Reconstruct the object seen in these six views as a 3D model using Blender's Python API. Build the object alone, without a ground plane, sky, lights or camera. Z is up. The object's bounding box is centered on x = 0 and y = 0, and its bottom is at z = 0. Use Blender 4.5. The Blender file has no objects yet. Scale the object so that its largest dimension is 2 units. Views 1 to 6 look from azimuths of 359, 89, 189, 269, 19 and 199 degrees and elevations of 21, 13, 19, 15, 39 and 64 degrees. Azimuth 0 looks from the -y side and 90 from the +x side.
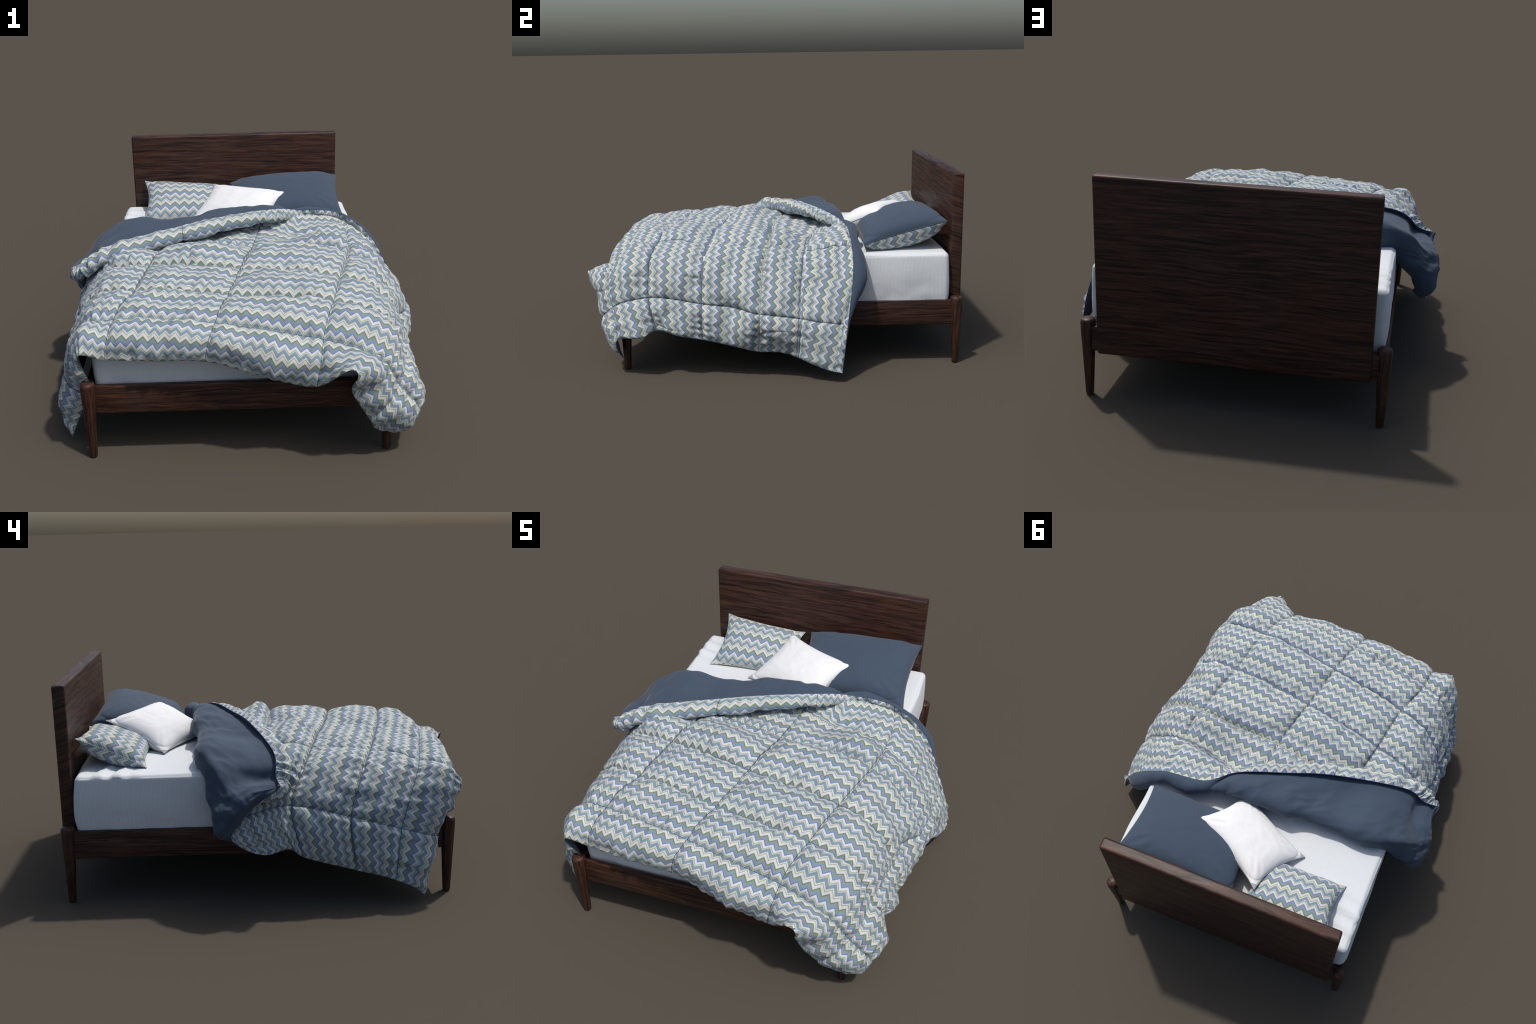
"""A wooden bed with a tapered-leg frame, a mattress in a white fitted sheet, three
pillows and a quilted chevron comforter thrown askew, its head end folded back.
Everything is built from profiles, spines and rules; cloth pattern is procedural."""
import bpy
import bmesh
import math
import numpy as np
from mathutils import Vector

# ------------------------------------------------------------------ helpers
rng = np.random.default_rng(7)


def link(obj, parent=None):
    bpy.context.scene.collection.objects.link(obj)
    if parent is not None:
        obj.parent = parent
    return obj


def smoothstep(a, b, x):
    t = np.clip((x - a) / (b - a), 0, 1)
    return t * t * (3 - 2 * t)


def lattice_noise(x, y, seed=0):
    """Smooth 2-D gradient noise, about -1..1."""
    g = np.random.default_rng(seed)
    n = 64
    ang = g.uniform(0, 2 * math.pi, (n, n))
    gx, gy = np.cos(ang), np.sin(ang)
    xi, yi = np.floor(x).astype(int), np.floor(y).astype(int)
    xf, yf = x - xi, y - yi
    u = xf ** 3 * (xf * (xf * 6 - 15) + 10)
    v = yf ** 3 * (yf * (yf * 6 - 15) + 10)

    def corner(dx, dy):
        i, j = (xi + dx) % n, (yi + dy) % n
        return gx[i, j] * (xf - dx) + gy[i, j] * (yf - dy)

    a = corner(0, 0) * (1 - u) + corner(1, 0) * u
    b = corner(0, 1) * (1 - u) + corner(1, 1) * u
    return 1.5 * (a * (1 - v) + b * v)


def hermite(knots, pts, q):
    """Cubic curve through pts at the given knots, sampled at q (first axis)."""
    k = np.asarray(knots, float)
    p = np.asarray(pts, float)
    d = np.diff(k)
    sl = np.diff(p, axis=0) / d.reshape(-1, *([1] * (p.ndim - 1)))
    m = np.empty_like(p)
    m[0], m[-1] = sl[0], sl[-1]
    w = (d[1:] / (d[1:] + d[:-1])).reshape(-1, *([1] * (p.ndim - 1)))
    m[1:-1] = sl[:-1] * w + sl[1:] * (1 - w)
    q = np.clip(q, k[0], k[-1])
    i = np.clip(np.searchsorted(k, q, side="right") - 1, 0, len(d) - 1)
    h = d[i]
    f = (q - k[i]) / h
    sh = (-1,) + (1,) * (p.ndim - 1)
    f, h = f.reshape(sh), h.reshape(sh)
    return ((2 * f ** 3 - 3 * f ** 2 + 1) * p[i] + (f ** 3 - 2 * f ** 2 + f) * h * m[i]
            + (-2 * f ** 3 + 3 * f ** 2) * p[i + 1] + (f ** 3 - f ** 2) * h * m[i + 1])


def cloth_sheet(name, rest, shape, mat, parent, flip=False):
    """A grid of cloth. Its rest shape is the flat cut piece (so Generated
    coordinates follow the weave); a shape key drapes it into place."""
    nu, nv = rest.shape[:2]
    idx = np.arange(nu * nv).reshape(nu, nv)
    q = np.stack([idx[:-1, :-1], idx[1:, :-1], idx[1:, 1:], idx[:-1, 1:]], -1).reshape(-1, 4)
    if flip:
        q = q[:, ::-1]
    me = bpy.data.meshes.new(name)
    flat = np.concatenate([rest, np.zeros((nu, nv, 1))], -1).reshape(-1, 3)
    me.vertices.add(nu * nv)
    me.vertices.foreach_set("co", flat.astype(np.float32).ravel())
    me.loops.add(q.size)
    me.loops.foreach_set("vertex_index", q.astype(np.int32).ravel())
    me.polygons.add(len(q))
    me.polygons.foreach_set("loop_start", np.arange(0, q.size, 4, dtype=np.int32))
    me.polygons.foreach_set("use_smooth", np.ones(len(q), bool))
    me.update()
    me.materials.append(mat)
    # generated coordinate = rest position in metres
    me.use_auto_texspace = False
    me.texspace_location = (0, 0, 0)
    me.texspace_size = (1, 1, 1)
    ob = link(bpy.data.objects.new(name, me), parent)
    ob.shape_key_add(name="Basis")
    key = ob.shape_key_add(name="draped")
    key.data.foreach_set("co", shape.reshape(-1, 3).astype(np.float32).ravel())
    key.value = 1.0
    return ob


def grid_normals(P):
    du = np.gradient(P, axis=0)
    dv = np.gradient(P, axis=1)
    n = np.cross(du, dv)
    return n / (np.linalg.norm(n, axis=-1, keepdims=True) + 1e-12)


def blur(a, r, times=2):
    for _ in range(times):
        for ax in (0, 1):
            pad = [(0, 0)] * a.ndim
            pad[ax] = (r, r)
            c = np.cumsum(np.pad(a, pad, mode="reflect", reflect_type="odd"), axis=ax)
            c = np.concatenate([np.zeros_like(np.take(c, [0], ax)), c], ax)
            n = a.shape[ax]
            a = (np.take(c, np.arange(2 * r + 1, 2 * r + 1 + n), ax) - np.take(c, np.arange(n), ax)) / (2 * r + 1)
    return a


# ---------------------------------------------------------------- materials
class Nodes:
    def __init__(self, name):
        self.mat = bpy.data.materials.new(name)
        self.mat.use_nodes = True
        self.t = self.mat.node_tree
        self.bsdf = self.t.nodes["Principled BSDF"]

    def put(self, sock, val):
        if hasattr(val, "links"):
            self.t.links.new(val, sock)
        elif val is not None:
            sock.default_value = val

    def math(self, op, a, b=None, c=None, clamp=False):
        n = self.t.nodes.new("ShaderNodeMath")
        n.operation = op
        n.use_clamp = clamp
        for s, v in zip(n.inputs, (a, b, c)):
            self.put(s, v)
        return n.outputs[0]

    def node(self, kind, **kw):
        n = self.t.nodes.new(kind)
        for k, v in kw.items():
            if k in n.inputs.keys():
                self.put(n.inputs[k], v)
            else:
                setattr(n, k, v)
        return n

    def ramp(self, fac, stops, mode="LINEAR"):
        n = self.t.nodes.new("ShaderNodeValToRGB")
        cr = n.color_ramp
        cr.interpolation = mode
        while len(cr.elements) < len(stops):
            cr.elements.new(0.5)
        for e, (p, c) in zip(cr.elements, stops):
            e.position = p
            e.color = (*c, 1) if len(c) == 3 else c
        self.put(n.inputs[0], fac)
        return n.outputs[0]

    def mix(self, fac, a, b, blend="MIX"):
        n = self.t.nodes.new("ShaderNodeMix")
        n.data_type = "RGBA"
        n.blend_type = blend
        self.put(n.inputs[0], fac)
        for s, v in ((n.inputs[6], a), (n.inputs[7], b)):
            self.put(s, (*v, 1) if isinstance(v, tuple) and len(v) == 3 else v)
        return n.outputs[2]

    def generated(self):
        tc = self.t.nodes.new("ShaderNodeTexCoord")
        # Generated = rest / (2 * size) + 0.5  ->  back to metres
        vm = self.node("ShaderNodeVectorMath", operation="MULTIPLY_ADD")
        self.t.links.new(tc.outputs["Generated"], vm.inputs[0])
        vm.inputs[1].default_value = (2, 2, 2)
        vm.inputs[2].default_value = (-1, -1, -1)
        sp = self.t.nodes.new("ShaderNodeSeparateXYZ")
        self.t.links.new(vm.outputs[0], sp.inputs[0])
        return vm.outputs[0], sp.outputs[0], sp.outputs[1]

    def object_coords(self):
        return self.t.nodes.new("ShaderNodeTexCoord").outputs["Object"]

    def mapping(self, vec, scale=(1, 1, 1), loc=(0, 0, 0)):
        n = self.t.nodes.new("ShaderNodeMapping")
        self.t.links.new(vec, n.inputs[0])
        n.inputs["Scale"].default_value = scale
        n.inputs["Location"].default_value = loc
        return n.outputs[0]


WHITE = (0.560, 0.550, 0.572)
PINK = (0.42, 0.395, 0.425)
TEAL = (0.188, 0.268, 0.316)
LILAC = (0.228, 0.250, 0.325)
BLUE = (0.100, 0.180, 0.385)
LEAF = (0.130, 0.230, 0.075)
SAGE = (0.255, 0.355, 0.200)
SHADE_EDGE = (0.33, 0.32, 0.36)
STITCH = (0.020, 0.033, 0.050)


def chevron_material(name, period, wave, amp, phase=0.0, s_seams=(), t_seams=(), flip=1.0):
    """Zigzag stripes in cloth metres: s across, t along. Stitch lines on seams."""
    m = Nodes(name)
    vec, s, t = m.generated()
    # slight weave wander so that stripes are not ruler-straight
    wob = m.node("ShaderNodeTexNoise", Vector=vec, Scale=9.0, Detail=1.0)
    wv = m.math("MULTIPLY_ADD", wob.outputs[0], 0.006, -0.003)
    tri = m.math("PINGPONG", s, wave / 2)
    zig = m.math("MULTIPLY", tri, 2 * amp / wave)
    v = m.math("ADD", m.math("MULTIPLY", t, flip), zig)
    v = m.math("ADD", v, wv)
    f = m.math("FRACT", m.math("MULTIPLY_ADD", v, -1.0 / period, phase))
    stops = [(0.000, LEAF), (0.022, LEAF), (0.036, LILAC), (0.085, LILAC), (0.105, TEAL), (0.180, TEAL),
             (0.197, LILAC), (0.215, LILAC), (0.228, BLUE), (0.262, BLUE), (0.276, WHITE), (0.398, WHITE),
             (0.410, SAGE), (0.445, SAGE), (0.457, WHITE), (0.490, PINK), (0.515, TEAL), (0.665, TEAL),
             (0.690, PINK), (0.712, WHITE), (0.752, WHITE), (0.764, SAGE), (0.799, SAGE), (0.811, WHITE),
             (0.935, WHITE), (0.955, SHADE_EDGE), (0.963, SHADE_EDGE), (0.974, LEAF)]
    col = m.ramp(f, stops)
    # woven thread grain, two crossed directions
    g1 = m.node("ShaderNodeTexNoise", Vector=m.mapping(vec, (900, 60, 1)), Scale=1.0, Detail=2.0)
    g2 = m.node("ShaderNodeTexNoise", Vector=m.mapping(vec, (60, 900, 1)), Scale=1.0, Detail=2.0)
    grain = m.math("ADD", g1.outputs[0], g2.outputs[0])
    gf = m.math("MULTIPLY_ADD", grain, 0.30, 0.70)
    col = m.mix(1.0, col, m.node("ShaderNodeCombineXYZ", X=gf, Y=gf, Z=gf).outputs[0], "MULTIPLY")
    # stitched seam lines: thin dark thread, broken into stitches
    mask = None
    for seams, across, along in ((s_seams, s, t), (t_seams, t, s)):
        for c in seams:
            d = m.math("ABSOLUTE", m.math("SUBTRACT", across, c))
            line = m.math("LESS_THAN", d, 0.0017)
            dash = m.math("GREATER_THAN", m.math("FRACT", m.math("MULTIPLY", along, 1 / 0.0085)), 0.30)
            soft = m.math("MULTIPLY", line, m.math("MULTIPLY_ADD", dash, 0.55, 0.30))
            mask = soft if mask is None else m.math("MAXIMUM", mask, soft)
    if mask is not None:
        col = m.mix(mask, col, STITCH)
    m.put(m.bsdf.inputs["Base Color"], col)
    m.bsdf.inputs["Roughness"].default_value = 0.9
    m.bsdf.inputs["Specular IOR Level"].default_value = 0.15
    m.bsdf.inputs["Sheen Weight"].default_value = 0.08
    b = m.node("ShaderNodeBump", Strength=0.15, Distance=0.002, Height=grain)
    m.put(m.bsdf.inputs["Normal"], b.outputs[0])
    return m.mat


def plain_cloth(name, colour, vary=0.12, stripes=0.0, corner_grey=None, sheen=0.1):
    m = Nodes(name)
    co = m.object_coords()
    big = m.node("ShaderNodeTexNoise", Vector=co, Scale=5.0, Detail=3.0)
    weave = m.node("ShaderNodeTexNoise", Vector=m.mapping(co, (500, 90, 90)), Scale=1.0, Detail=2.0)
    weave2 = m.node("ShaderNodeTexNoise", Vector=m.mapping(co, (90, 500, 500)), Scale=1.0, Detail=2.0)
    k = m.math("MULTIPLY_ADD", big.outputs[0], vary, 1 - vary * 0.5)
    k = m.math("ADD", k, m.math("MULTIPLY_ADD", weave.outputs[0], 0.14, -0.07))
    k = m.math("ADD", k, m.math("MULTIPLY_ADD", weave2.outputs[0], 0.14, -0.07))
    if stripes:
        sep = m.node("ShaderNodeSeparateXYZ")
        m.put(sep.inputs[0], co)
        ph = m.math("ADD", sep.outputs[0], m.math("MULTIPLY", sep.outputs[1], stripes))
        wv = m.math("SINE", m.math("MULTIPLY", ph, 2 * math.pi / 0.0125))
        k = m.math("MULTIPLY_ADD", wv, 0.018, k)
    kk = m.node("ShaderNodeCombineXYZ", X=k, Y=k, Z=k).outputs[0]
    col = m.mix(1.0, colour, kk, "MULTIPLY")
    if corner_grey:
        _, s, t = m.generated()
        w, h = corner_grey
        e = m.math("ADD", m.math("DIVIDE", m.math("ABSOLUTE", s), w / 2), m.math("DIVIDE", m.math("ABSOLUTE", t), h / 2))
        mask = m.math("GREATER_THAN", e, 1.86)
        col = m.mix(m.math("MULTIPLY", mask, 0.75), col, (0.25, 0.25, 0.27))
    m.put(m.bsdf.inputs["Base Color"], col)
    m.bsdf.inputs["Roughness"].default_value = 0.88
    m.bsdf.inputs["Specular IOR Level"].default_value = 0.2
    m.bsdf.inputs["Sheen Weight"].default_value = sheen
    h = m.math("ADD", weave.outputs[0], weave2.outputs[0])
    b = m.node("ShaderNodeBump", Strength=0.12, Distance=0.002, Height=h)
    m.put(m.bsdf.inputs["Normal"], b.outputs[0])
    return m.mat


def wood_material(name, axis, seed=0.0):
    """Dark walnut veneer, grain running along the given axis of the object."""
    m = Nodes(name)
    co = m.object_coords()
    if axis < 2:                           # growth rings lie slightly askew in the board
        turn = m.node("ShaderNodeMapping")
        m.put(turn.inputs[0], co)
        angle = [0.0, 0.0, 0.0]
        angle[axis] = math.radians(20)
        turn.inputs["Rotation"].default_value = angle
        co = turn.outputs[0]

    def stretch(along, across):
        s = [across] * 3
        if axis < 2:                       # boards: the figure runs through their thickness
            s[1 - axis] = across * 0.03
        s[axis] = along
        return tuple(s)

    warp = m.node("ShaderNodeTexNoise", Vector=m.mapping(co, stretch(2.2, 7.0), (seed,) * 3), Scale=1.0, Detail=2.0)
    wv = m.node("ShaderNodeVectorMath", operation="MULTIPLY_ADD")
    m.put(wv.inputs[0], warp.outputs["Color"])
    wv.inputs[1].default_value = (0.055, 0.055, 0.055)
    m.put(wv.inputs[2], co)
    fig = m.node("ShaderNodeTexNoise", Vector=m.mapping(wv.outputs[0], stretch(3.0, 85.0), (seed,) * 3), Scale=1.0, Detail=8.0, Roughness=0.66)
    fine = m.node("ShaderNodeTexNoise", Vector=m.mapping(wv.outputs[0], stretch(11.0, 300.0), (seed + 3,) * 3), Scale=1.0, Detail=4.0)
    pore = m.node("ShaderNodeTexNoise", Vector=m.mapping(wv.outputs[0], stretch(4.5, 150.0), (seed + 6,) * 3), Scale=1.0, Detail=2.0)
    cloud = m.node("ShaderNodeTexNoise", Vector=m.mapping(co, stretch(4.0, 4.5), (seed + 9,) * 3), Scale=1.0, Detail=2.0)
    f = m.math("ADD", m.math("MULTIPLY", fig.outputs[0], 0.66), m.math("MULTIPLY", fine.outputs[0], 0.36))
    dark = m.ramp(pore.outputs[0], [(0.34, (0.13, 0.13, 0.13)), (0.43, (0, 0, 0))])
    f = m.math("SUBTRACT", f, dark)
    col = m.ramp(f, [(0.36, (0.009, 0.0045, 0.0035)), (0.46, (0.030, 0.0138, 0.0095)), (0.54, (0.055, 0.0268, 0.0185)), (0.66, (0.088, 0.046, 0.033))])
    warm = m.mix(0.55, col, (1.22, 0.86, 0.66), "MULTIPLY")
    cool = m.mix(0.65, col, (1.00, 1.00, 1.00), "MULTIPLY")
    col = m.mix(m.ramp(cloud.outputs[0], [(0.40, (0, 0, 0)), (0.60, (1, 1, 1))]), warm, cool)
    m.put(m.bsdf.inputs["Base Color"], col)
    m.put(m.bsdf.inputs["Roughness"], m.math("MULTIPLY_ADD", f, -0.2, 0.56))
    m.bsdf.inputs["Specular IOR Level"].default_value = 0.32
    b = m.node("ShaderNodeBump", Strength=0.12, Distance=0.002, Height=f)
    m.put(m.bsdf.inputs["Normal"], b.outputs[0])
    return m.mat


# ------------------------------------------------------------------ bed frame
bed = bpy.data.objects.new("wooden_bed", None)
bed.empty_display_size = 0.2
link(bed)
bed["label"] = "dark walnut bed frame with headboard and white mattress"
bed["category"] = "bed"

CX = -0.044                      # centre line of the frame
LEG_X, LEG_Y0, LEG_Y1 = 0.645, -0.787, 0.966
wood_x = wood_material("walnut_across", 0)
wood_y = wood_material("walnut_along", 1, 4.0)
wood_z = wood_material("walnut_upright", 2, 8.0)


def board(name, lo, hi, mat, parent, bevel=0.006, seg=3):
    bm = bmesh.new()
    bmesh.ops.create_cube(bm, size=1.0)
    lo, hi = Vector(lo), Vector(hi)
    for v in bm.verts:
        v.co = Vector((lo[i] + (v.co[i] + 0.5) * (hi[i] - lo[i]) for i in range(3)))
    bmesh.ops.bevel(bm, geom=bm.edges[:], offset=bevel, segments=seg, profile=0.5, affect="EDGES")
    me = bpy.data.meshes.new(name)
    bm.to_mesh(me)
    bm.free()
    for p in me.polygons:
        p.use_smooth = True
    me.set_sharp_from_angle(angle=math.radians(50))
    me.materials.append(mat)
    return link(bpy.data.objects.new(name, me), parent)


def turned_leg(name, x, y, lean_x, lean_y):
    """Round tapered leg with a rounded top edge; leans slightly inward at the foot."""
    prof = [(0.0, 0.000), (0.0135, 0.000), (0.0165, 0.002), (0.0180, 0.007), (0.0255, 0.175), (0.0315, 0.300), (0.0325, 0.345),
            (0.0322, 0.353), (0.0300, 0.360), (0.0255, 0.3645), (0.0, 0.3665)]
    n = 40
    bm = bmesh.new()
    rings = []
    for r, z in prof:
        if r == 0:
            rings.append([bm.verts.new((lean_x * (1 - z / 0.366), lean_y * (1 - z / 0.366), z))])
            continue
        ring = []
        for i in range(n):
            a = 2 * math.pi * i / n
            k = 1 - z / 0.366
            ring.append(bm.verts.new((r * math.cos(a) + lean_x * k, r * math.sin(a) + lean_y * k, z)))
        rings.append(ring)
    for a, b in zip(rings, rings[1:]):
        if len(a) == 1:
            for i in range(n):
                bm.faces.new((a[0], b[(i + 1) % n], b[i]))
        elif len(b) == 1:
            for i in range(n):
                bm.faces.new((a[i], a[(i + 1) % n], b[0]))
        else:
            for i in range(n):
                bm.faces.new((a[i], a[(i + 1) % n], b[(i + 1) % n], b[i]))
    me = bpy.data.meshes.new(name)
    bm.to_mesh(me)
    bm.free()
    for p in me.polygons:
        p.use_smooth = True
    me.materials.append(wood_z)
    ob = link(bpy.data.objects.new(name, me), bed)
    ob.location = (x, y, 0)
    return ob


board("headboard", (-0.639, 0.940, 0.212), (0.551, 1.000, 1.0135), wood_x, bed, 0.011, 4)
for sx in (-1, 1):
    x = CX + sx * LEG_X
    board("side_rail", (x - 0.012, LEG_Y0 + 0.02, 0.214), (x + 0.012, LEG_Y1 - 0.02, 0.348), wood_y, bed, 0.005)
    for y in (LEG_Y0, LEG_Y1):
        turned_leg("leg", x, y, sx * 0.001, 0.002 if y > 0 else -0.002)
board("foot_rail", (CX - LEG_X + 0.02, LEG_Y0 - 0.002, 0.212), (CX + LEG_X - 0.02, LEG_Y0 + 0.024, 0.345), wood_x, bed, 0.005)
board("head_rail", (CX - LEG_X + 0.02, LEG_Y1 - 0.024, 0.220), (CX + LEG_X - 0.02, LEG_Y1 + 0.020, 0.335), wood_x, bed, 0.004)

# ------------------------------------------------------------------ mattress
sheet_mat = plain_cloth("fitted_sheet_cotton", (0.655, 0.690, 0.715), vary=0.06, stripes=0.6)
navy_mat = plain_cloth("navy_cotton", (0.049, 0.072, 0.108), vary=0.10, sheen=0.15)
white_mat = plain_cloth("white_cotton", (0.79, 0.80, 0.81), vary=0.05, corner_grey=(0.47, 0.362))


def rounded_box(name, lo, hi, r, mat, parent, res=0.02, fn=None):
    """Superellipse-edged box as a cube-sphere style grid, wrinkled by fn(co, normal)."""
    bm = bmesh.new()
    lo, hi = np.array(lo), np.array(hi)
    c, e = (lo + hi) / 2, (hi - lo) / 2
    cuts = [max(4, int(2 * x / res)) for x in e]

    def axis_samples(i):
        flat = np.linspace(-(e[i] - r), e[i] - r, cuts[i])
        rim = np.sin(np.linspace(0, math.pi / 2, 7)[1:]) * r
        # angle-spaced samples in the rounded rim
        rim = r * np.tan(np.linspace(0, math.pi / 4, 6)[1:])
        return np.concatenate([-(e[i] - r) - rim[::-1], flat, (e[i] - r) + rim])

    cache = {}

    def vert(p):
        key = tuple(np.round(p, 6))
        if key not in cache:
            core = np.clip(p, -(e - r), e - r)
            d = p - core
            ln = np.linalg.norm(d)
            q = core + d / ln * r if ln > 1e-9 else p
            n = d / ln if ln > 1e-9 else np.zeros(3)
            q = q + c
            if fn is not None:
                q = fn(q, n)
            cache[key] = bm.verts.new(q)
        return cache[key]

    for ax in range(3):
        u, v = (ax + 1) % 3, (ax + 2) % 3
        su, sv = axis_samples(u), axis_samples(v)
        for side in (-1, 1):
            g = []
            for a in su:
                row = []
                for b in sv:
                    p = np.zeros(3)
                    p[ax], p[u], p[v] = side * e[ax], a, b
                    row.append(vert(p))
                g.append(row)
            for i in range(len(su) - 1):
                for j in range(len(sv) - 1):
                    f = (g[i][j], g[i + 1][j], g[i + 1][j + 1], g[i][j + 1])
                    bm.faces.new(f if side > 0 else f[::-1])
    me = bpy.data.meshes.new(name)
    bm.to_mesh(me)
    bm.free()
    for p in me.polygons:
        p.use_smooth = True
    me.materials.append(mat)
    return link(bpy.data.objects.new(name, me), parent)


def sheet_wrinkles(q, n):
    x, y, z = q
    # the foot end is soft and rounds off under the weight of the quilt
    soft = 1 - smoothstep(-0.74, -0.45, y)
    q = q + np.array([-0.020 * soft * (x + 0.045) / 0.64, 0.0, -0.022 * soft * smoothstep(0.50, 0.60, z)])
    w = 0.0
    one = np.array
    if n[2] > 0.5:
        w += 0.003 * float(lattice_noise(one([x * 5.0 + 3]), one([y * 4.0]), 3)[0])
        # pulled folds near the head-left corner
        d = math.hypot((x + 0.62) / 0.16, (y - 0.76) / 0.10)
        w += 0.011 * math.exp(-d * d) * math.sin((y + 0.25 * x) * 70)
        d = math.hypot((x + 0.10) / 0.20, (y - 0.42) / 0.08)
        w += 0.004 * math.exp(-d * d) * math.sin((x * 0.7 + y) * 60)
    else:
        low = 1 - smoothstep(0.34, 0.52, z)
        w += 0.005 * float(lattice_noise(one([(x + y) * 5.0]), one([z * 6.0 + (x - y) * 1.5]), 5)[0])
        w += 0.004 * low * float(lattice_noise(one([(x + y) * 14.0]), one([z * 20.0]), 6)[0])
        w += 0.010 * math.sin(math.pi * (z - 0.30) / 0.30) if z > 0.30 else 0.0
    return q + n * w


rounded_box("mattress", (-0.684, -0.745, 0.240), (0.594, 0.922, 0.600), 0.024, sheet_mat, bed, 0.022, sheet_wrinkles)

# ------------------------------------------------------------------ comforter
# Cloth metres: s runs from the left hem to the right hem, t from the foot hem to the head hem.
S_SEAM = (0.24, 0.68, 1.12, 1.58, 2.00)
T_SEAM = (0.17, 0.41, 0.70, 1.01, 1.22)
S_END, T_END = 2.22, 1.49
KNOT_T = (0.0, 0.085, 0.17, 0.29, 0.41, 0.55, 0.70, 0.86, 1.01, 1.12, 1.22, 1.31, 1.40, 1.49)

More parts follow.
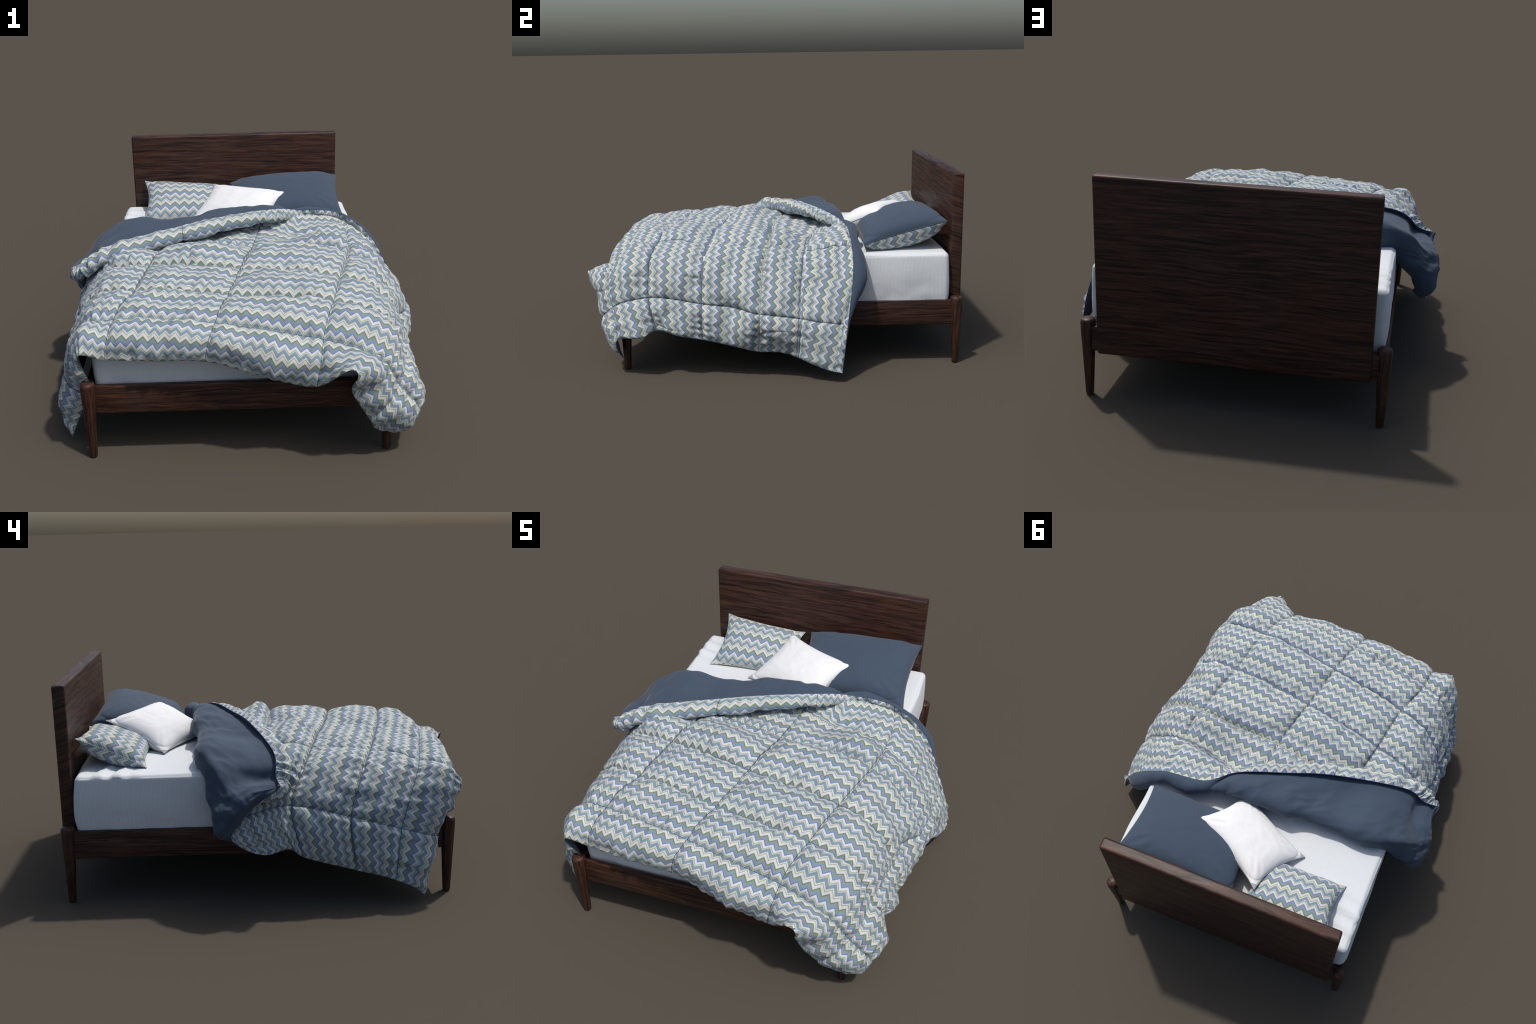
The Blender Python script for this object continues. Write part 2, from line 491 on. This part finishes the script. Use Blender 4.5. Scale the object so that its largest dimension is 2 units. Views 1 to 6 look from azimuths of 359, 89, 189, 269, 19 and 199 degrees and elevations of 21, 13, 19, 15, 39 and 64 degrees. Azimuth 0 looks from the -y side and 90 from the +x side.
# Spines of the sheet, one per lengthwise line of the cloth: t -> point.
SPINES = {
    0.00: {0.0: (-0.802, -0.664, 0.022), 0.085: (-0.835, -0.610, 0.075), 0.17: (-0.832, -0.525, 0.112), 0.41: (-0.815, -0.347, 0.160),
           0.70: (-0.815, -0.105, 0.232), 0.86: (-0.825, -0.040, 0.275), 1.01: (-0.850, 0.065, 0.260), 1.12: (-0.850, 0.150, 0.285),
           1.22: (-0.845, 0.218, 0.345), 1.31: (-0.858, 0.165, 0.430), 1.40: (-0.858, 0.080, 0.515), 1.45: (-0.862, 0.020, 0.555), 1.49: (-0.872, -0.004, 0.585)},
    0.24: {0.0: (-0.712, -0.738, 0.280), 0.085: (-0.800, -0.685, 0.315), 0.17: (-0.808, -0.552, 0.352), 0.41: (-0.800, -0.323, 0.415),
           0.70: (-0.790, -0.055, 0.470), 0.86: (-0.800, 0.045, 0.462), 1.01: (-0.820, 0.150, 0.438), 1.12: (-0.812, 0.222, 0.420),
           1.22: (-0.812, 0.258, 0.455), 1.31: (-0.818, 0.205, 0.508), 1.40: (-0.812, 0.085, 0.552), 1.45: (-0.808, -0.040, 0.572), 1.49: (-0.786, 0.010, 0.608)},
    0.46: {0.0: (-0.712, -0.838, 0.512), 0.085: (-0.716, -0.750, 0.560), 0.17: (-0.705, -0.630, 0.555), 0.41: (-0.672, -0.395, 0.590),
           0.70: (-0.645, -0.125, 0.600), 1.01: (-0.620, 0.140, 0.610), 1.12: (-0.625, 0.235, 0.605), 1.22: (-0.640, 0.308, 0.622),
           1.31: (-0.660, 0.275, 0.664), 1.40: (-0.674, 0.045, 0.640), 1.45: (-0.676, -0.045, 0.655), 1.49: (-0.668, 0.015, 0.690)},
    0.68: {0.0: (-0.598, -0.825, 0.490), 0.085: (-0.585, -0.790, 0.580), 0.17: (-0.571, -0.673, 0.609), 0.41: (-0.503, -0.450, 0.641),
           0.70: (-0.456, -0.177, 0.646), 1.01: (-0.395, 0.110, 0.645), 1.12: (-0.375, 0.230, 0.640), 1.22: (-0.360, 0.318, 0.652),
           1.31: (-0.345, 0.308, 0.695), 1.40: (-0.325, 0.135, 0.690), 1.45: (-0.312, 0.068, 0.712), 1.49: (-0.307, 0.113, 0.750)},
    1.12: {0.0: (-0.179, -0.850, 0.482), 0.085: (-0.157, -0.845, 0.580), 0.17: (-0.133, -0.763, 0.621), 0.41: (-0.076, -0.547, 0.653),
           0.70: (-0.021, -0.274, 0.660), 1.01: (0.041, 0.018, 0.660), 1.12: (0.060, 0.150, 0.660), 1.22: (0.082, 0.280, 0.665),
           1.31: (0.105, 0.365, 0.708), 1.40: (0.130, 0.330, 0.738), 1.45: (0.142, 0.268, 0.732), 1.49: (0.148, 0.290, 0.765)},
    0.90: {0.0: (-0.390, -0.842, 0.486), 0.085: (-0.372, -0.815, 0.578), 0.17: (-0.352, -0.715, 0.614), 0.41: (-0.290, -0.500, 0.648),
           0.70: (-0.240, -0.225, 0.658), 1.01: (-0.178, 0.065, 0.665), 1.12: (-0.158, 0.190, 0.655), 1.22: (-0.140, 0.300, 0.665),
           1.31: (-0.122, 0.345, 0.715), 1.40: (-0.100, 0.232, 0.728), 1.45: (-0.085, 0.166, 0.732), 1.49: (-0.080, 0.200, 0.764)},
    1.35: {0.0: (0.060, -0.878, 0.420), 0.085: (0.075, -0.880, 0.520), 0.17: (0.090, -0.802, 0.592), 0.41: (0.150, -0.590, 0.652),
           0.70: (0.210, -0.315, 0.652), 1.01: (0.285, 0.000, 0.642), 1.12: (0.302, 0.105, 0.632), 1.22: (0.315, 0.215, 0.630),
           1.31: (0.318, 0.315, 0.645), 1.40: (0.312, 0.400, 0.678), 1.45: (0.306, 0.408, 0.704), 1.49: (0.301, 0.386, 0.726)},
    1.58: {0.0: (0.284, -0.902, 0.378), 0.085: (0.300, -0.905, 0.482), 0.17: (0.318, -0.832, 0.562), 0.41: (0.382, -0.623, 0.644),
           0.70: (0.440, -0.347, 0.637), 1.01: (0.513, -0.030, 0.624), 1.22: (0.539, 0.169, 0.615), 1.31: (0.540, 0.290, 0.622),
           1.40: (0.525, 0.392, 0.632), 1.45: (0.520, 0.422, 0.655), 1.49: (0.520, 0.405, 0.694)},
    1.79: {0.0: (0.431, -1.000, 0.500), 0.085: (0.485, -0.950, 0.497), 0.17: (0.530, -0.872, 0.490), 0.29: (0.570, -0.768, 0.555), 0.41: (0.588, -0.652, 0.575),
           0.70: (0.615, -0.370, 0.565), 1.01: (0.668, -0.060, 0.535), 1.22: (0.680, 0.140, 0.505), 1.31: (0.675, 0.270, 0.503),
           1.40: (0.668, 0.390, 0.508), 1.45: (0.674, 0.430, 0.522), 1.49: (0.698, 0.405, 0.545)},
    2.00: {0.0: (0.508, -0.900, 0.215), 0.085: (0.585, -0.902, 0.290), 0.17: (0.640, -0.853, 0.347), 0.41: (0.681, -0.655, 0.410),
           0.70: (0.720, -0.381, 0.382), 1.01: (0.794, -0.082, 0.344), 1.22: (0.815, 0.125, 0.320), 1.31: (0.820, 0.220, 0.302),
           1.40: (0.806, 0.315, 0.285), 1.45: (0.800, 0.352, 0.280), 1.49: (0.828, 0.362, 0.265)},
    2.22: {0.0: (0.672, -0.800, 0.080), 0.085: (0.715, -0.825, 0.150), 0.17: (0.738, -0.815, 0.205), 0.29: (0.778, -0.690, 0.225),
           0.41: (0.725, -0.615, 0.248), 0.55: (0.760, -0.500, 0.225), 0.70: (0.750, -0.377, 0.200), 0.86: (0.760, -0.220, 0.165),
           1.01: (0.775, -0.090, 0.138), 1.12: (0.785, 0.030, 0.135), 1.22: (0.815, 0.115, 0.112), 1.31: (0.848, 0.190, 0.085),
           1.40: (0.875, 0.262, 0.065), 1.49: (0.884, 0.331, 0.051)},
}

NS, NT = 556, 400
S = np.linspace(0, S_END, NS)
T = np.linspace(0, T_END, NT)
spine_s = sorted(SPINES)
lines = []
for s in spine_s:
    ts = sorted(SPINES[s])
    lines.append(hermite(ts, [SPINES[s][k] for k in ts], T))
sheet = hermite(spine_s, np.array(lines), S)            # NS x NT x 3
GS, GT = np.meshgrid(S, T, indexing="ij")


def spot(s, t, ws, wt):
    return np.exp(-((GS - s) / ws) ** 2 - ((GT - t) / wt) ** 2)


# the foot hem tucks back under the raised point beside the right corner
for s, t, ws, wt, d in ((1.90, 0.0, 0.055, 0.07, (-0.050, 0.015, 0.015)), (2.10, 0.0, 0.06, 0.06, (-0.030, 0.010, -0.015)),
                        (0.30, 0.0, 0.10, 0.06, (0.030, -0.010, 0.0)), (1.84, 0.05, 0.05, 0.06, (0.0, -0.022, 0.0)),
                        (2.03, 0.86, 0.09, 0.075, (-0.055, 0.0, 0.0)), (1.80, 0.86, 0.08, 0.060, (-0.040, 0.0, -0.020)),
                        (2.04, 0.98, 0.06, 0.04, (0.020, 0.0, 0.0))):
    sheet = sheet + spot(s, t, ws, wt)[..., None] * np.array(d)
sheet = blur(sheet, 3, 1)


def cell_coord(q, seams, end):
    """Position inside the quilting cell (0..1), its number and its width."""
    e = np.array((0.0, *seams, end))
    i = np.clip(np.searchsorted(e, q, side="right") - 1, 0, len(e) - 2)
    return (q - e[i]) / (e[i + 1] - e[i]), i, e[i + 1] - e[i]


u, ci, cw = cell_coord(GS, S_SEAM, S_END)
v, cj, cl = cell_coord(GT, T_SEAM, T_END)
du = np.minimum(u, 1 - u) * cw                          # metres to the nearest lengthwise seam
dv = np.minimum(v, 1 - v) * cl


def swell(d, r):
    """Rises steeply off a stitched seam and levels out at distance r."""
    x = np.clip(d / r, 0, 1)
    return np.sqrt(1 - (1 - x) ** 2)


puff = swell(du, 0.5 * cw) ** 0.9 * swell(dv, 0.5 * cl) ** 0.9
cell_gain = np.random.default_rng(11).uniform(0.85, 1.2, (6, 6))
loft = 0.012 * smoothstep(0.30, 0.62, GS) * (1 - smoothstep(1.62, 1.85, GS)) + 0.032
loft *= cell_gain[ci, cj]
row_gain = np.array((0.62, 0.72, 0.95, 1.45, 1.35, 1.0))       # flatter toward the foot
on_top = smoothstep(0.38, 0.62, GS) * (1 - smoothstep(1.50, 1.72, GS))
loft *= row_gain[cj] * on_top + 0.9 * (1 - on_top)
loft *= 1 - 0.9 * spot(1.79, 0.0, 0.11, 0.13) - 0.5 * spot(0.46, 0.0, 0.08, 0.08)
# the turned-back part is squeezed on its inner side, puffy again along the hem
folded = 1 - smoothstep(1.22, 1.42, GS)
inner = folded * smoothstep(0.98, 1.08, GT) * (1 - smoothstep(1.30, 1.36, GT))
loft = loft * (1 - 0.75 * inner) * (1 - 0.55 * folded * smoothstep(0.80, 0.98, GT))
hem_zone = smoothstep(1.28, 1.38, GT)
loft = loft * (1 - hem_zone) + hem_zone * (0.016 + 0.018 * folded)
puff = puff * (1 - hem_zone) + hem_zone * swell(T_END - GT, 0.05) * (0.75 + 0.25 * swell(du, 0.05)) * swell(np.minimum(GS, S_END - GS), 0.06)
# wrinkles: soft rumples, puckers that run off the seams, creases down the drop
rumple = 0.013 * lattice_noise(GS * 7 + 2, GT * 9 + 1, 21) + 0.006 * lattice_noise(GS * 17, GT * 19, 22)
puck_t = lattice_noise(GS * 27, GT * 4, 23) * np.exp(-dv / 0.035)
puck_s = lattice_noise(GS * 4, GT * 27, 24) * np.exp(-du / 0.030)
crease = -np.exp(-(lattice_noise(GS * 8, GT * 3.0, 25) / 0.085) ** 2) * smoothstep(-0.1, 0.3, lattice_noise(GS * 5 + 9, GT * 7, 26))
wrinkle = rumple + 0.028 * puck_t + 0.020 * puck_s + 0.013 * crease * np.exp(-dv / 0.075) * smoothstep(0.02, 0.10, GT)
edge = np.minimum.reduce([GS, S_END - GS, GT, T_END - GT])
rim = swell(edge, 0.05)
N = blur(grid_normals(sheet), 4, 1)
N /= np.linalg.norm(N, axis=-1, keepdims=True)
# big lumps and hollows where the filling has shifted
lump = np.zeros_like(GS)
for s, t, ws, wt, h in ((1.22, 0.93, 0.10, 0.09, 0.022), (1.50, 1.06, 0.09, 0.07, 0.026), (1.33, 0.60, 0.08, 0.07, -0.016), (1.10, 0.58, 0.10, 0.06, -0.016),
                        (0.47, 0.74, 0.08, 0.10, 0.020), (1.27, 0.78, 0.06, 0.05, -0.016), (1.66, 0.50, 0.07, 0.08, -0.018), (0.85, 0.30, 0.09, 0.05, -0.012)):
    lump += h * spot(s, t, ws, wt)
groove = -0.007 * np.exp(-np.minimum(du, dv) / 0.010) * smoothstep(0.03, 0.08, edge)
top = sheet + N * (groove + (loft * puff + wrinkle * np.clip(puff * 1.6, 0, 1) * 0.9 + lump * swell(np.minimum(du, dv), 0.04)))[..., None]

under = 0.010 + 0.012 * smoothstep(0.0, 0.25, GT) + 0.020 * smoothstep(0.05, 0.25, GT) * swell(np.minimum(du, dv), 0.12)
navy_zone = smoothstep(1.02, 1.16, GT)
fat = 0.046 + 0.010 * spot(1.78, 1.40, 0.12, 0.2) - 0.030 * smoothstep(1.85, 2.1, GS) + 0.018 * lattice_noise(GS * 5 + 5, GT * 6, 31) + 0.006 * lattice_noise(GS * 14, GT * 14 + GS * 6, 32)
under = under * (1 - navy_zone) + navy_zone * fat
# the lining sinks into soft hollows where the flap slumps over the mattress edge
for hs, ht, ws, wt, dep in ((0.35, 1.405, 0.055, 0.055, 0.070), (0.16, 1.36, 0.09, 0.06, -0.012), (0.76, 1.31, 0.10, 0.06, 0.032), (0.58, 1.43, 0.08, 0.05, -0.028), (0.46, 1.33, 0.07, 0.07, 0.026), (0.62, 1.36, 0.05, 0.10, 0.022), (0.40, 1.24, 0.07, 0.05, 0.020), (0.95, 1.40, 0.06, 0.09, 0.015)):
    under = under - dep * np.exp(-((GS - hs) / ws) ** 2 - ((GT - ht) / wt) ** 2)
fine_fold = np.abs(lattice_noise(GS * 9 + GT * 34, GT * 12 - GS * 10, 35))
under = under + 0.006 * navy_zone * (0.4 - fine_fold) * smoothstep(0.02, 0.10, edge) * smoothstep(0.1, 0.6, lattice_noise(GS * 4, GT * 5, 36) + 0.3)
drag = lattice_noise(GS * 5 + GT * 22, GT * 4 - GS * 3, 33)
under = under + 0.012 * navy_zone * folded * np.maximum(0, drag) * smoothstep(0.03, 0.12, edge)
bottom = sheet - N * (under * swell(edge, 0.09) * (1 - 0.65 * folded * (1 - smoothstep(0.02, 0.20, T_END - GT))))[..., None]



def printed(P, axis, cell):
    """Cloth coordinate that follows the true length of the draped surface inside
    each quilting cell, so the print is not stretched by the stuffing."""
    step = np.linalg.norm(np.diff(P, axis=axis), axis=-1)
    step = np.concatenate([np.take(step, [0], axis), step], axis)
    arc = np.cumsum(step, axis)
    out = np.empty_like(arc)
    k = np.take(cell, 0, 1 - axis)
    first = [np.nonzero(k == c)[0] for c in np.unique(k)]
    width = [float(np.median(np.take(arc, i[-1], axis) - np.take(arc, i[0], axis))) for i in first]
    start = np.concatenate([[0.0], np.cumsum(width)])
    for c in np.unique(k):
        idx = np.nonzero(k == c)[0]
        a = np.take(arc, idx, axis)
        lo, hi = np.take(a, [0], axis), np.take(a, [-1], axis)
        val = start[c] + (a - lo) / (hi - lo) * width[c]
        if axis == 1 and c == k.max():      # the turned-back end is measured from its hem
            val = start[c + 1] - (hi - a)
        if axis == 0:
            out[idx] = val
        else:
            out[:, idx] = val
    return out, start


PS, edges_s = printed(top, 0, ci)
PT, edges_t = printed(top, 1, cj)
PS, PT = blur(PS, 3, 1), blur(PT, 3, 1)
rest = np.stack([PS, PT], -1)
quilt_mat = chevron_material("chevron_quilt", 0.0990, 0.0475, 0.0230, (0.59 + (edges_t[1] + 0.0115) / 0.0990) % 1.0, edges_s[1:-1].tolist(), edges_t[1:-1].tolist())
comforter = bpy.data.objects.new("comforter", None)
comforter.empty_display_size = 0.1
link(comforter)
comforter["label"] = "puffy quilted chevron comforter with navy lining folded back"
comforter["category"] = "comforter"
cloth_sheet("quilted_cover", rest, top, quilt_mat, comforter)
cloth_sheet("lining", rest, bottom, navy_mat, comforter, flip=True)


def tube(name, path, r, mat, parent, n=8):
    path = np.asarray(path)
    tan = np.gradient(path, axis=0)
    tan /= np.linalg.norm(tan, axis=1, keepdims=True) + 1e-12
    ref = np.array([0.13, 0.31, 0.94])
    a = np.cross(tan, ref)
    a /= np.linalg.norm(a, axis=1, keepdims=True)
    b = np.cross(tan, a)
    ang = np.linspace(0, 2 * math.pi, n, endpoint=False)
    V = path[:, None] + r * (np.cos(ang)[None, :, None] * a[:, None] + np.sin(ang)[None, :, None] * b[:, None])
    m = len(path)
    faces = [(i * n + k, i * n + (k + 1) % n, (i + 1) * n + (k + 1) % n, (i + 1) * n + k) for i in range(m - 1) for k in range(n)]
    me = bpy.data.meshes.new(name)
    me.from_pydata(V.reshape(-1, 3).tolist(), [], faces)
    for p in me.polygons:
        p.use_smooth = True
    me.materials.append(mat)
    return link(bpy.data.objects.new(name, me), parent)


hem = np.concatenate([sheet[0, -90::2], sheet[::2, -1], sheet[-1, ::-2]])
tube("hem_piping", hem, 0.0015, navy_mat, comforter)

# ------------------------------------------------------------------ pillows


def pillow(name, corners, height_front, height_back, front_mat, back_mat, waist=0.06, seed=1, power=0.55, tilt=(0, 0, 0), n=110, ear=0.3, label=""):
    """Stuffed pillow: corners are top-left, top-right, bottom-left, bottom-right of the seam.
    The seam edges draw in between the corners; both faces bulge."""
    tl, tr, bl, br = (np.array(c, float) for c in corners)
    a = np.linspace(-1, 1, n)
    # denser towards the seam so the rim stays round
    a = np.sin(a * math.pi / 2)
    A, B = np.meshgrid(a, a, indexing="ij")
    # waist: edges pulled toward the middle
    A2 = A * (1 - waist * (1 - B ** 2) * np.abs(A) ** 1.5)
    B2 = B * (1 - waist * (1 - A ** 2) * np.abs(B) ** 1.5)
    wA, wB = (A2 + 1) / 2, (B2 + 1) / 2
    base = ((1 - wA) * wB)[..., None] * tl + (wA * wB)[..., None] * tr + ((1 - wA) * (1 - wB))[..., None] * bl + (wA * (1 - wB))[..., None] * br
    nrm = np.cross(tr - tl, tl - bl)
    nrm /= np.linalg.norm(nrm)
    width = np.linalg.norm(tr - tl)
    length = np.linalg.norm(tl - bl)
    dome = np.clip((1 - A ** 2) * (1 - B ** 2), 0, 1) ** power
    # the stuffing fills a rounded body; the seam corners beyond it stay flat ears
    body = np.clip(1 - (np.abs(A) ** 5 + np.abs(B) ** 5), 0, 1) ** (power * 0.9)
    dome = (1 - ear) * dome + ear * body
    wr = 0.004 * lattice_noise(A * 2 + seed, B * 2, seed) + 0.0015 * lattice_noise(A * 6 + seed, B * 6, seed + 1)
    ang = np.arctan2(B, A)
    ears = np.clip((np.abs(A * B) - 0.25) / 0.5, 0, 1) * 0.006 * np.sin(ang * 26 + seed) * (1 - np.maximum(np.abs(A), np.abs(B))) * 5
    lift = np.array(tilt)
    front = base + nrm * (dome * height_front + (wr + ears) * dome)[..., None] + lift * dome[..., None]
    back = base - nrm * (dome * height_back)[..., None]
    back[..., 2] = np.maximum(back[..., 2], 0.6015 + 0.002 * dome)
    def along(P, axis):
        step = np.linalg.norm(np.diff(P, axis=axis), axis=-1)
        step = np.concatenate([np.zeros_like(np.take(step, [0], axis)), step], axis)
        arc = np.cumsum(step, axis)
        return arc - np.take(arc, [n // 2], axis)

    rest = np.stack([A * width / 2, B * length / 2], -1)
    printed_front = np.stack([along(front, 0), along(front, 1)], -1) if front_mat is chevron_small else rest
    root = bpy.data.objects.new(name, None)
    root.empty_display_size = 0.05
    link(root)
    root["label"] = label
    root["category"] = "pillow"
    cloth_sheet("pillow_front", printed_front, front, front_mat, root)
    cloth_sheet("pillow_back", np.stack([along(back, 0), along(back, 1)], -1) if back_mat is not front_mat or back_mat is chevron_small else rest, back, back_mat, root, flip=True)
    seam = np.concatenate([base[:, 0], base[-1, :], base[::-1, -1], base[0, ::-1]])
    tube("pillow_seam", seam, 0.0022, front_mat if front_mat is not chevron_small else back_mat, root)
    return root


chevron_small = chevron_material("chevron_pillowcase", 0.1050, 0.0530, 0.029, 0.30)
chevron_back = chevron_material("chevron_pillow_back", 0.1050, 0.0530, 0.029, 0.62)
pillow("navy_pillow", ((-0.072, 0.917, 0.728), (0.552, 0.915, 0.762), (-0.060, 0.480, 0.618), (0.553, 0.477, 0.642)),
       0.108, 0.12, navy_mat, chevron_back, 0.07, 3, 0.40, ear=0.15, label="large navy pillow with chevron patterned back")
pillow("patterned_pillow", ((-0.572, 0.922, 0.752), (-0.113, 0.927, 0.713), (-0.568, 0.603, 0.604), (-0.110, 0.605, 0.605)),
       0.068, 0.085, chevron_small, chevron_small, 0.13, 5, 0.50, label="small pillow in blue and green chevron stripes")
pillow("white_pillow", ((-0.161, 0.835, 0.749), (0.247, 0.601, 0.767), (-0.318, 0.537, 0.609), (0.095, 0.320, 0.625)),
       0.066, 0.080, white_mat, white_mat, 0.14, 8, 0.52, ear=0.22, label="plump white cotton pillow with pointed corners")
